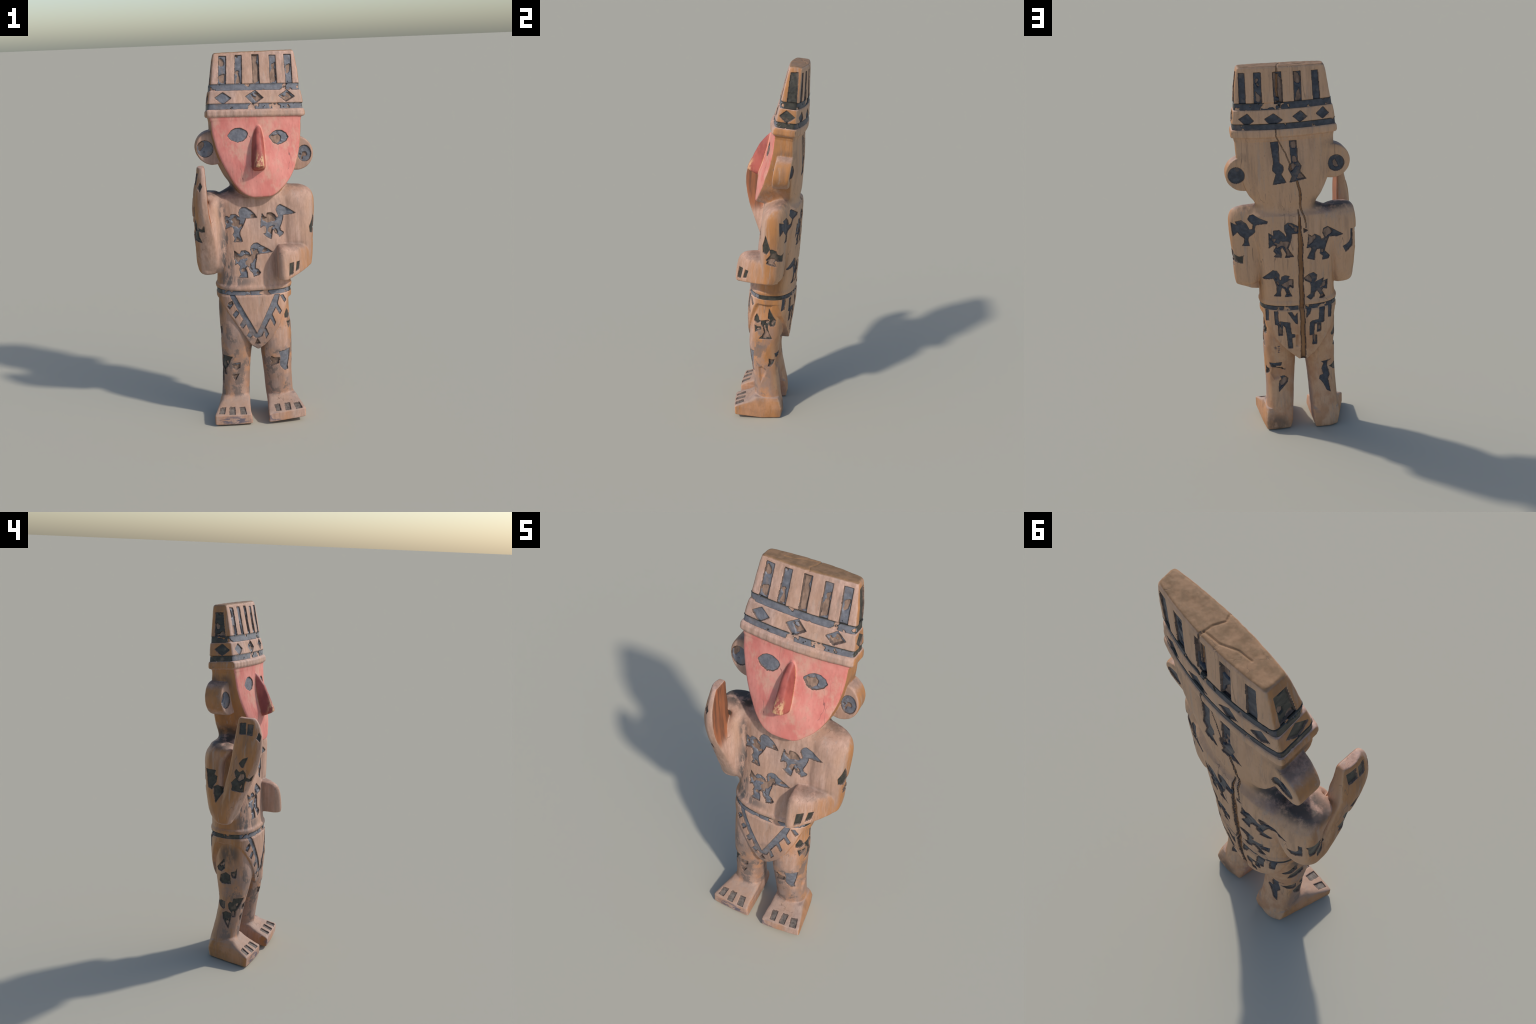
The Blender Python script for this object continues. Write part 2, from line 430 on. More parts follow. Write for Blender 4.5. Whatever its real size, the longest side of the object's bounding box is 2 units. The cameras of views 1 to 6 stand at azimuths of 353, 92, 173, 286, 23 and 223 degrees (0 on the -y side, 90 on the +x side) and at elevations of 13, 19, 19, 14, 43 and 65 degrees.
# blend the joints: neck, shoulders, armpits, elbow, ankle
w = np.zeros(len(V))
for c, r in (((-.11, .06, 1.285), (.07, .12, .035)), ((.20, .06, 1.29), (.06, .12, .035)), ((.03, .14, 1.285), (.16, .06, .03)),
             ((-.21, .10, .99), (.035, .07, .17)), ((.19, .10, .99), (.035, .07, .17)), ((.205, .11, 1.15), (.05, .07, .1)),
             ((.205, -.045, 1.12), (.05, .05, .16)), ((.20, -.03, 1.24), (.09, .06, .04)), ((-.24, -.02, 1.0), (.045, .06, .2)),
             ((-.21, -.02, 1.22), (.07, .06, .05)), ((-.31, .0, .87), (.04, .06, .06)), ((-.215, .13, 1.2), (.06, .06, .09)),
             ((-.145, -.04, .115), (.1, .05, .03)), ((.10, -.06, .105), (.1, .05, .03)), ((.28, .03, .88), (.05, .06, .04))):
    w = np.maximum(w, near(c, r) * (.35 if c[2] == .99 else 1))
V = relax(V, E, 70, .5, w)
V = relax(V, E, 1, .5)

# ------------------------------------------------------------------ carving
def frame(az):
    """Drawing plane of a motif: horizontal axis, vertical axis, direction into the wood."""
    if az == 'top':
        return np.array((1., 0, 0)), np.array((0, 1., 0)), np.array((0, 0, -1.))
    a = math.radians(az)
    return np.array((math.cos(a), math.sin(a), 0)), np.array((0, 0, 1.)), np.array((-math.sin(a), math.cos(a), 0))

def outline_distance(P, A):
    """Signed distance (negative inside) and nearest outline point of points P to polygon A."""
    best = np.full(len(P), 1e9); near_p = np.zeros_like(P); inside = np.zeros(len(P), bool)
    for i in range(len(A)):
        a, b = A[i], A[(i + 1) % len(A)]
        d = b - a
        t = np.clip(((P - a) @ d) / (d @ d + 1e-12), 0, 1)
        q = a + t[:, None] * d
        dist = np.linalg.norm(P - q, axis=1)
        m = dist < best
        best[m] = dist[m]; near_p[m] = q[m]
        c = (a[1] > P[:, 1]) != (b[1] > P[:, 1])
        with np.errstate(divide='ignore', invalid='ignore'):
            inside ^= c & (P[:, 0] < (b[0] - a[0]) * (P[:, 1] - a[1]) / (b[1] - a[1]) + a[0])
    return np.where(inside, -best, best), near_p

def smooth01(x):
    x = np.clip(x, 0, 1)
    return x * x * (3 - 2 * x)

def grain_noise(P, scale, seed, octaves=3):
    o = Vector((seed * 13.7, seed * 5.1, seed * 9.3))
    return np.array([mnoise.fractal(Vector(p) * scale + o, 1.0, 2.0, octaves) for p in P.tolist()])

MOTIFS = []
def carve(name, az, wear, outline, depth=.0116):
    MOTIFS.append((name, az, wear, np.array(outline, float) / 1000.0, depth))

def disc(cx, cz, rx, rz, n=28):
    return [(cx + rx * math.cos(2*math.pi*i/n), cz + rz * math.sin(2*math.pi*i/n)) for i in range(n)]

# every outline is drawn on its own plane, in millimetres (sideways, height):
# azimuth 0 faces front, 90 the figure's left side, 180 the back, 270 its right side
carve('stripe_inlay', 0, 0.35, [(-147, 1980), (-109, 1978), (-120, 1832), (-161, 1833)])
carve('stripe_inlay', 0, 0.2, [(-63, 1981), (-28, 1980), (-37, 1832), (-76, 1834)])
carve('stripe_inlay', 0, 0.8, [(24, 1981), (60, 1980), (56, 1831), (22, 1831)])
carve('stripe_inlay', 0, 0.45, [(115, 1975), (149, 1974), (148, 1827), (111, 1828)])
carve('stripe_inlay', 0, 0.15, [(192, 1976), (231, 1975), (230, 1823), (196, 1824)])
carve('diamond_inlay', 0, 0.1, [(-184, 1768), (-139, 1795), (-97, 1763), (-142, 1731)])
carve('diamond_inlay', 0, 0.3, [(-23, 1770), (30, 1799), (71, 1759), (17, 1726)])
carve('diamond_inlay', 0, 0.5, [(152, 1766), (198, 1795), (239, 1758), (189, 1733)])
carve('eye_inlay', 0, 0.03, [(-129, 1571), (-110, 1597), (-87, 1609), (-58, 1609), (-31, 1594), (-22, 1581), (-31, 1558), (-52, 1542), (-80, 1537), (-113, 1550)])
carve('eye_inlay', 0, .36, [(87, 1560), (109, 1581), (132, 1590), (159, 1587), (181, 1572), (192, 1551), (179, 1532), (154, 1520), (130, 1515), (108, 1528), (95, 1546)])
carve('bird_inlay', 0, 0.22, [(-162, 1147), (-153, 1149), (-141, 1141), (-134, 1157), (-110, 1158), (-87, 1141), (-92, 1165), (-86, 1182), (-71, 1194), (-51, 1192), (-26, 1175), (-7, 1155), (5, 1135), (-26, 1133), (-54, 1134), (-61, 1115), (-73, 1090), (-87, 1067), (-90, 1050), (-77, 1011), (-101, 1008), (-126, 1010), (-117, 1027), (-128, 1050), (-120, 1062), (-120, 1077), (-128, 1091), (-142, 1088), (-164, 1078), (-160, 1097), (-164, 1115)])
carve('bird_inlay', 0, 0.25, [(33, 1156), (44, 1138), (56, 1134), (59, 1157), (83, 1157), (101, 1145), (112, 1127), (121, 1135), (113, 1153), (108, 1171), (118, 1190), (133, 1198), (153, 1186), (183, 1168), (215, 1147), (189, 1141), (148, 1138), (145, 1118), (137, 1092), (128, 1073), (130, 1058), (148, 1046), (145, 1035), (122, 1022), (117, 1036), (99, 1046), (91, 1068), (85, 1057), (81, 1034), (77, 1015), (56, 1027), (35, 1046), (49, 1049), (53, 1071), (48, 1086), (36, 1089), (21, 1080), (25, 1119)])
carve('bird_inlay', 0, 0.35, [(-125, 963), (-104, 945), (-96, 944), (-89, 961), (-69, 963), (-49, 952), (-39, 934), (-33, 942), (-39, 966), (-34, 986), (-18, 999), (0, 1000), (19, 986), (54, 966), (81, 946), (52, 941), (11, 940), (-4, 936), (-8, 912), (-15, 889), (-17, 866), (-2, 859), (11, 841), (2, 829), (-28, 822), (-33, 841), (-46, 853), (-52, 871), (-59, 877), (-69, 869), (-61, 845), (-60, 816), (-109, 817), (-96, 835), (-104, 858), (-97, 878), (-110, 893), (-126, 884), (-121, 905), (-127, 916)])
carve('finger_groove', 38, .04, [(27, 898), (61, 898), (49, 839), (17, 835)])
carve('finger_groove', 38, .04, [(84, 896), (109, 897), (97, 855), (69, 847)])
carve('toe_groove', 'top', .04, [(-244, -81), (-213, -80), (-225, -123), (-255, -118)])
carve('toe_groove', 'top', .04, [(-193, -84), (-163, -85), (-167, -134), (-199, -130)])
carve('toe_groove', 'top', .04, [(-139, -91), (-109, -91), (-105, -139), (-138, -136)])
carve('toe_groove', 'top', .04, [(55, -103), (83, -103), (85, -152), (57, -151)])
carve('toe_groove', 'top', .04, [(111, -103), (141, -103), (139, -154), (110, -154)])
carve('toe_groove', 'top', .04, [(160, -111), (193, -104), (203, -152), (168, -154)])
carve('loincloth_border', 0, 0.08, [(-161, 728), (-136, 726), (-25, 509), (79, 718), (107, 716), (89, 657), (56, 604), (24, 545), (-1, 488), (-28, 480), (-54, 501), (-84, 565), (-116, 627), (-142, 680), (-157, 709)])
carve('tooth_inlay', 0, 0.5, [(-171, 681), (-150, 694), (-145, 677), (-167, 645), (-178, 656)])
carve('tooth_inlay', 0, 0.1, [(-132, 643), (-116, 628), (-139, 596), (-153, 616)])
carve('tooth_inlay', 0, 0.1, [(-98, 593), (-77, 571), (-102, 539), (-118, 558)])
carve('tooth_inlay', 0, 0.1, [(-63, 528), (-44, 507), (-64, 481), (-83, 496)])
carve('tooth_inlay', 0, 0.9, [(-25, 480), (-8, 448), (-41, 441)])
carve('tooth_inlay', 0, 0.1, [(110, 710), (127, 710), (145, 677), (133, 665)])
carve('tooth_inlay', 0, 0.1, [(79, 652), (91, 667), (115, 622), (104, 604)])
carve('tooth_inlay', 0, 0.1, [(44, 600), (60, 611), (79, 563), (70, 543)])
carve('tooth_inlay', 0, 0.1, [(10, 527), (24, 536), (38, 500), (22, 474)])
carve('bird_inlay', 315, 0.15, [(-137, 374), (-109, 376), (-70, 371), (-86, 347), (-100, 320), (-119, 294), (-119, 260), (-138, 259), (-142, 289), (-156, 310), (-159, 339), (-151, 355), (-140, 348)])
carve('bird_inlay', 330, 0.5, [(-118, 324), (-98, 331), (-75, 333), (-81, 299), (-100, 288), (-115, 302)])
carve('bird_inlay', 330, 0.6, [(-123, 258), (-88, 264), (-110, 221)])
carve('bird_inlay', 25, 0.02, [(47, 388), (67, 392), (87, 393), (115, 398), (112, 359), (106, 315), (103, 296), (109, 273), (87, 271), (77, 280), (61, 300), (56, 331), (57, 358)])
carve('bird_inlay', 10, 0.9, [(37, 363), (57, 352), (81, 353), (78, 317), (55, 309), (34, 298), (41, 327), (32, 340)])
carve('bird_inlay', 270, 0.05, [(-82, 342), (-58, 354), (-33, 350), (-33, 312), (-43, 307), (-67, 319)])
carve('bird_inlay', 285, 0.25, [(-99, 280), (-80, 293), (-50, 286), (-49, 259), (-63, 191), (-78, 216), (-95, 247)])
carve('bird_inlay', 270, 0.2, [(-46, 608), (-42, 589), (-39, 550), (-59, 529), (-86, 529), (-94, 543), (-68, 576)])
carve('bird_inlay', 275, 0.1, [(-83, 507), (-51, 526), (-27, 511), (-20, 463), (-74, 456), (-90, 468)])
carve('bird_inlay', 285, 0.2, [(-58, 531), (-34, 537), (-26, 555), (-26, 526), (-28, 504), (-33, 495), (-49, 499), (-58, 515)])
carve('bird_inlay', 270, 0.05, [(-130, 1140), (-72, 1137), (-79, 1113), (-64, 1103), (-68, 1071), (-83, 1051), (-90, 1029), (-113, 1039), (-119, 1076), (-122, 1113)])
carve('bird_inlay', 270, 0.1, [(-83, 1046), (-61, 1055), (-40, 1040), (-31, 1018), (-70, 955), (-79, 1001)])
carve('bird_inlay', 290, 0.1, [(-14, 1225), (-21, 1204), (-37, 1166), (-47, 1168), (-60, 1188), (-41, 1213)])
carve('bird_inlay', 290, 0.15, [(-36, 1153), (-23, 1132), (-20, 1113), (-1, 1101), (22, 1121), (10, 1088), (-6, 1085), (-21, 1092), (-28, 1065), (-28, 1023), (-95, 1037), (-91, 1060), (-97, 1078), (-72, 1107), (-81, 1139), (-72, 1155), (-56, 1140)])
carve('finger_groove', 280, 0.1, [(-8, 1399), (25, 1404), (28, 1344), (-7, 1342)])
carve('finger_groove', 285, 0.1, [(8, 1397), (37, 1396), (34, 1339), (7, 1342)])
carve('diamond_inlay', 305, 0.1, [(-47, 1356), (-33, 1334), (-44, 1306), (-63, 1325)])
carve('bird_inlay', 80, 0.05, [(41, 1131), (51, 1105), (67, 1055), (50, 1027), (25, 1032), (22, 1066), (32, 1096)])
carve('bird_inlay', 92, 0.25, [(-1, 1055), (15, 1056), (36, 1045), (43, 1026), (62, 1015), (75, 1024), (71, 979), (48, 986), (35, 994), (26, 984), (39, 960), (-17, 973), (-10, 987), (-18, 995), (6, 1026)])
carve('bird_inlay', 75, 0.1, [(-12, 622), (0, 607), (5, 589), (17, 585), (-4, 568), (-30, 574), (-28, 594)])
carve('bird_inlay', 90, 0.4, [(-27, 586), (14, 596), (25, 585), (14, 562), (14, 540), (23, 514), (40, 480), (-35, 480), (-17, 500), (-8, 521), (-13, 549), (-25, 564)])
carve('bird_inlay', 105, 0.15, [(-27, 662), (-3, 613), (13, 589), (8, 558), (-19, 557), (-27, 574), (-19, 594), (-32, 604), (-31, 624)])
carve('bird_inlay', 72, 0.15, [(-15, 553), (6, 548), (27, 552), (30, 536), (12, 528), (-8, 514)])
carve('bird_inlay', 75, 1.5, [(14, 305), (33, 311), (57, 289), (55, 268), (28, 199), (19, 250)])
carve('bird_inlay', 115, 0.2, [(-10, 385), (104, 303), (14, 362), (-6, 365)])
carve('bird_inlay', 105, 0.6, [(-19, 360), (-5, 351), (16, 349), (12, 331), (-4, 314), (-24, 311), (-17, 336)])
carve('stripe_inlay', 180, 0.12, [(-240, 1965), (-210, 1964), (-211, 1809), (-243, 1809)])
carve('stripe_inlay', 180, 0.2, [(-168, 1965), (-133, 1964), (-134, 1810), (-173, 1809)])
carve('stripe_inlay', 180, 0.75, [(-79, 1964), (-36, 1965), (-33, 1815), (-76, 1812)])
carve('stripe_inlay', 180, 0.5, [(22, 1964), (56, 1964), (58, 1815), (22, 1816)])
carve('stripe_inlay', 180, 0.02, [(109, 1963), (141, 1964), (149, 1823), (114, 1822)])
carve('diamond_inlay', 180, 0.08, [(-250, 1743), (-207, 1769), (-177, 1733), (-214, 1706)])
carve('diamond_inlay', 180, 0.08, [(-127, 1741), (-82, 1767), (-39, 1734), (-91, 1699)])
carve('diamond_inlay', 180, 0.08, [(10, 1749), (49, 1775), (82, 1744), (45, 1718)])
carve('diamond_inlay', 180, 0.08, [(125, 1755), (161, 1786), (190, 1753), (158, 1727)])
carve('tassel_inlay', 180, 0.1, [(-103, 1623), (-64, 1624), (-63, 1519), (-46, 1503), (-44, 1480), (-56, 1460), (-33, 1417), (-99, 1408), (-83, 1461), (-98, 1480), (-97, 1503), (-92, 1517)])
carve('tassel_inlay', 180, 0.35, [(-11, 1627), (26, 1626), (29, 1525), (46, 1497), (37, 1472), (68, 1431), (-17, 1416), (-4, 1448), (-20, 1484), (-15, 1507), (-4, 1515)])
carve('bird_inlay', 165, 0.12, [(-198, 1225), (-186, 1245), (-168, 1249), (-138, 1233), (-92, 1216), (-95, 1205), (-128, 1202), (-155, 1196), (-163, 1174), (-161, 1158), (-181, 1137), (-197, 1127), (-201, 1108), (-195, 1078), (-236, 1078), (-222, 1099), (-221, 1121), (-241, 1134), (-255, 1152), (-282, 1127), (-288, 1161), (-290, 1201), (-255, 1190), (-266, 1208), (-232, 1217), (-206, 1200), (-191, 1168), (-175, 1173), (-170, 1199), (-188, 1213)])
carve('bird_inlay', 180, 0.25, [(-133, 1154), (-109, 1139), (-109, 1166), (-79, 1169), (-57, 1149), (-46, 1130), (-43, 1143), (-53, 1168), (-52, 1192), (-34, 1206), (-14, 1202), (20, 1183), (18, 1148), (-16, 1147), (-17, 1129), (-27, 1092), (-37, 1068), (-23, 1042), (-9, 1022), (-56, 1019), (-47, 1037), (-60, 1062), (-68, 1075), (-78, 1063), (-70, 1037), (-74, 1020), (-111, 1024), (-99, 1038), (-112, 1056), (-97, 1082), (-111, 1088), (-134, 1070)])
carve('bird_inlay', 180, 0.8, [(43, 1174), (66, 1161), (45, 1149)])
carve('bird_inlay', 180, 0.22, [(68, 1139), (85, 1128), (100, 1139), (127, 1124), (136, 1107), (151, 1114), (141, 1141), (146, 1165), (168, 1173), (212, 1144), (252, 1119), (218, 1111), (177, 1115), (167, 1092), (157, 1062), (151, 1041), (180, 1007), (173, 993), (137, 992), (141, 1014), (125, 1029), (129, 1054), (110, 1057), (98, 1033), (97, 997), (58, 1010), (71, 1036), (83, 1060), (75, 1070), (57, 1065), (64, 1099)])
carve('bird_inlay', 175, 0.2, [(-161, 901), (-128, 930), (-107, 949), (-86, 945), (-73, 923), (-77, 900), (-68, 890), (-64, 913), (-43, 921), (-22, 915), (-29, 899), (-3, 896), (-6, 846), (-22, 857), (-30, 844), (-23, 821), (-12, 800), (-51, 799), (-41, 818), (-52, 845), (-64, 851), (-70, 831), (-72, 801), (-107, 802), (-92, 820), (-91, 857), (-98, 883), (-106, 902), (-135, 896), (-156, 895)])
carve('bird_inlay', 185, 0.2, [(23, 901), (50, 921), (74, 930), (92, 913), (89, 887), (79, 872), (98, 879), (130, 890), (124, 871), (153, 877), (147, 822), (127, 831), (117, 820), (136, 783), (122, 776), (103, 777), (110, 795), (91, 825), (78, 810), (78, 793), (56, 775), (35, 792), (57, 809), (60, 848), (55, 872), (28, 888)])
carve('bird_inlay', 215, 0.05, [(119, 1052), (136, 1060), (151, 1073), (159, 1094), (158, 1142), (169, 1139), (173, 1047), (157, 1037), (136, 1016)])
carve('step_inlay', 180, 0.05, [(-163, 716), (-147, 717), (-147, 654), (-163, 648)])
carve('step_inlay', 180, 0.25, [(-122, 712), (-102, 714), (-103, 664), (-98, 652), (-81, 650), (-82, 572), (-104, 570), (-105, 633), (-119, 634)])
carve('step_inlay', 180, 0.05, [(-97, 656), (-43, 650), (-37, 581), (-17, 578), (-18, 562), (-35, 558), (-30, 495), (-55, 494), (-60, 565), (-67, 621), (-80, 636)])
carve('step_inlay', 180, 0.1, [(-52, 709), (-31, 711), (-17, 684), (-2, 709), (-3, 640), (-13, 644)])
carve('step_inlay', 180, 1.5, [(-14, 578), (2, 577), (0, 502), (-16, 503)])
carve('step_inlay', 180, 0.1, [(48, 725), (72, 725), (65, 698), (43, 673)])
carve('step_inlay', 180, 0.03, [(116, 724), (145, 724), (139, 639), (120, 636), (88, 635), (82, 569), (59, 568), (62, 645), (73, 654), (110, 659)])
carve('step_inlay', 180, 0.1, [(165, 727), (186, 725), (180, 657), (163, 662)])
carve('step_inlay', 180, 0.3, [(101, 636), (123, 636), (122, 587), (100, 584)])
carve('step_inlay', 180, 0.35, [(75, 568), (98, 567), (98, 510), (74, 511)])
carve('bird_inlay', 180, 0.1, [(-154, 386), (-87, 391), (-94, 373), (-119, 371), (-135, 361), (-146, 364)])
carve('bird_inlay', 180, 1.5, [(-141, 359), (-104, 365), (-80, 360), (-91, 313), (-107, 294), (-133, 287), (-150, 319)])
carve('bird_inlay', 180, 0.55, [(-100, 307), (-78, 310), (-57, 290), (-60, 270), (-112, 218), (-110, 258), (-105, 281), (-94, 290)])
carve('bird_inlay', 185, 0.05, [(117, 379), (185, 383), (155, 377), (150, 351), (164, 293), (152, 270), (157, 240), (163, 196), (141, 210), (122, 255), (104, 276), (109, 295), (128, 300), (120, 335), (131, 367)])
carve('stripe_inlay', 90, 0.05, [(78, 1968), (116, 1970), (116, 1801), (63, 1808)])
carve('diamond_inlay', 90, 0.05, [(30, 1755), (66, 1782), (111, 1747), (69, 1717)])
carve('stripe_inlay', 270, 0.2, [(-150, 1954), (-108, 1956), (-85, 1832), (-143, 1828)])
carve('diamond_inlay', 270, 0.1, [(-138, 1763), (-98, 1795), (-53, 1765), (-93, 1731)])

# ear plugs, both faces
carve('ear_plug_inlay', 0, .18, disc(-245, 1502, 43, 44))
carve('ear_plug_inlay', 0, .14, disc(282, 1456, 35, 43))
carve('ear_plug_inlay', 180, .12, disc(-276, 1456, 41, 43))
carve('ear_plug_inlay', 180, .13, disc(224, 1495, 41, 42))

base_bvh = BVHTree.FromPolygons(V.tolist(), Q.tolist())
N0 = vnormals(V, Q)
V0 = V.copy()
dark_cut = np.zeros(len(V))         # cut share that picks the dark rim and floor colours
sink = np.zeros(len(V))          # how far each vertex is cut in, 0..1 of its recess
INLAYS = []                      # name, azimuth, vertices, quads

def surface_at(u, v, U, W, D):
    o = Vector(u * U + v * W - (.16 if D[2] < -.5 else 3) * D)
    h = base_bvh.ray_cast(o, Vector(D))
    return h[0]

CELL = .0023
for k, (name, az, wear, A, depth) in enumerate(MOTIFS):
    U, W, D = frame(az)
    c = A.mean(0)
    hits = [surface_at(*(p * .9 + c * .1), U, W, D) for p in A]
    hits = [np.array(h) @ D for h in hits if h is not None]
    dmed = float(np.median(hits))
    u, v, d = V0 @ U, V0 @ W, V0 @ D
    lo, hi = A.min(0) - .006, A.max(0) + .006
    sel = np.where((u > lo[0]) & (u < hi[0]) & (v > lo[1]) & (v < hi[1]) & (np.abs(d - dmed) < .055) & (N0 @ -D > .12))[0]
    sd, _ = outline_distance(np.stack([u[sel], v[sel]], 1), A)
    s = smooth01((.0024 - sd) / .0088)
    if wear > 1: s = s * (0.55 + .45 * smooth01((-sd) / .012))      # empty hollows are softer
    facing = np.clip((N0[sel] @ -D), .3, 1)
    V[sel] += D[None, :] * (depth * s * np.minimum(1, facing * 1.6) * (1 - .6 * sink[sel]))[:, None]
    sink[sel] = np.maximum(sink[sel], s)
    if wear <= 1: dark_cut[sel] = np.maximum(dark_cut[sel], s)
    if wear > 1: continue
    # the dark filling
    nu, nv = int((A[:, 0].max() - A[:, 0].min()) / CELL) + 3, int((A[:, 1].max() - A[:, 1].min()) / CELL) + 3
    gu = A[:, 0].min() - CELL + np.arange(nu) * CELL; gv = A[:, 1].min() - CELL + np.arange(nv) * CELL
    G = np.stack(np.meshgrid(gu, gv, indexing='ij'), -1).reshape(-1, 2)
    sd, nearest = outline_distance(G, A)
    inside = sd < -.0002
    i, j = np.meshgrid(np.arange(nu - 1), np.arange(nv - 1), indexing='ij')
    q = np.stack([i*nv + j, (i+1)*nv + j, (i+1)*nv + j + 1, i*nv + j + 1], -1).reshape(-1, 4)
    q = q[inside[q].any(1)]
    used = np.unique(q)
    G[~inside] = nearest[~inside]
    pts = np.full((len(G), 3), np.nan)
    for n in used:
        h = surface_at(G[n, 0], G[n, 1], U, W, D)
        if h is not None and abs(np.array(h) @ D - dmed) < .05: pts[n] = h
    ok = ~np.isnan(pts[:, 0])
    q = q[ok[q].all(1)]
    if len(q) == 0: continue
    used = np.unique(q)
    P = pts[used]
    nz = grain_noise(P, 19.0, k + 1, 2) + .12 * grain_noise(P, 70.0, k + 50, 2)
    # fillings chip away from patches; the outer rim tends to stay
    rim = np.clip(-sd[used] / .010, 0, 1)
    nz = nz + .45 * rim
    t = np.quantile(nz, 1 - min(wear, .97)) if wear > 0 else 9
    fill = .0056 + .0013 * grain_noise(P, 55.0, 3, 2) + .0080 * smooth01((nz - t) / .10 + .5) * (wear > .12)
    remap = np.full(len(G), -1); remap[used] = np.arange(len(used))
    q = remap[q]
    keep = (fill[q] < .0125).any(1)
    q = q[keep]
    if len(q) == 0: continue
    INLAYS.append((name, az, P + D[None, :] * fill[:, None], q, D))

# long drying split down the back, and a finer one through head and hat
def split(path, depth, col):
    """path rows: height, x, half width"""
    global V
    p = np.array(path)
    z = V0[:, 2]
    on = np.where((z > p[:, 0].min()) & (z < p[:, 0].max()) & (N0[:, 1] > .1) & (V0[:, 1] > .02))[0]
    wob = .0015 * np.sin(z[on] * 45) + .0006 * np.sin(z[on] * 131 + 1)
    xc = np.interp(z[on], p[:, 0], p[:, 1]) + wob
    hw = np.interp(z[on], p[:, 0], p[:, 2])
    s = smooth01((hw + .0015 - np.abs(V0[on, 0] - xc)) / (hw * .75 + .002))
    dd = depth * np.minimum(1, hw / .008)
    V[on, 1] -= s * dd
    col[on] = np.maximum(col[on], s)
rift = np.zeros(len(V))
split([(.400, -.026, .017), (.440, -.026, .016), (.560, -.025, .0145), (.800, -.024, .0145), (1.00, -.0245, .0155), (1.10, -.026, .015),
       (1.19, -.025, .008), (1.235, -.024, .0045), (1.268, -.023, .0015)], .020, rift)
split([(1.175, -.057, .001), (1.20, -.056, .0025), (1.235, -.048, .0035), (1.275, -.037, .0042), (1.355, -.034, .0062), (1.416, -.023, .0055), (1.472, .003, .0032),
       (1.519, .016, .0026), (1.566, .030, .0022), (1.618, .059, .002), (1.655, .078, .0016), (1.70, .072, .0012)], .014, rift)
split([(1.795, .052, .004), (1.83, .056, .006), (1.89, .062, .0065), (1.985, .057, .004), (1.999, .055, .003)], .011, rift)

# shakes in the end grain of the crown
for path in ([(.056, .165), (.050, .125), (.034, .095), (.046, .060)], [(.055, .152), (.000, .150), (-.045, .132), (-.090, .130)]):
    p = np.array(path)
    on = np.where((V0[:, 2] > 1.975) & (N0[:, 2] > .6))[0]
    best = np.full(len(on), 1.0)
    for a, b in zip(p[:-1], p[1:]):
        t = np.clip(((V0[on, :2] - a) @ (b - a)) / ((b - a) @ (b - a)), 0, 1)
        best = np.minimum(best, np.linalg.norm(V0[on, :2] - a - t[:, None] * (b - a), axis=1))
    k = smooth01((.0034 - best) / .0026)
    V[on, 2] -= k * .0028

# adze-worked unevenness
N1 = vnormals(V, Q)
rough = .0009 * grain_noise(V0 * np.array((1, 1, .45)), 30.0, 5, 2) + .0004 * grain_noise(V0 * np.array((1, 1, .3)), 110.0, 6, 2)
V = V + N1 * rough[:, None]
V[:, 2] -= V[:, 2].min()

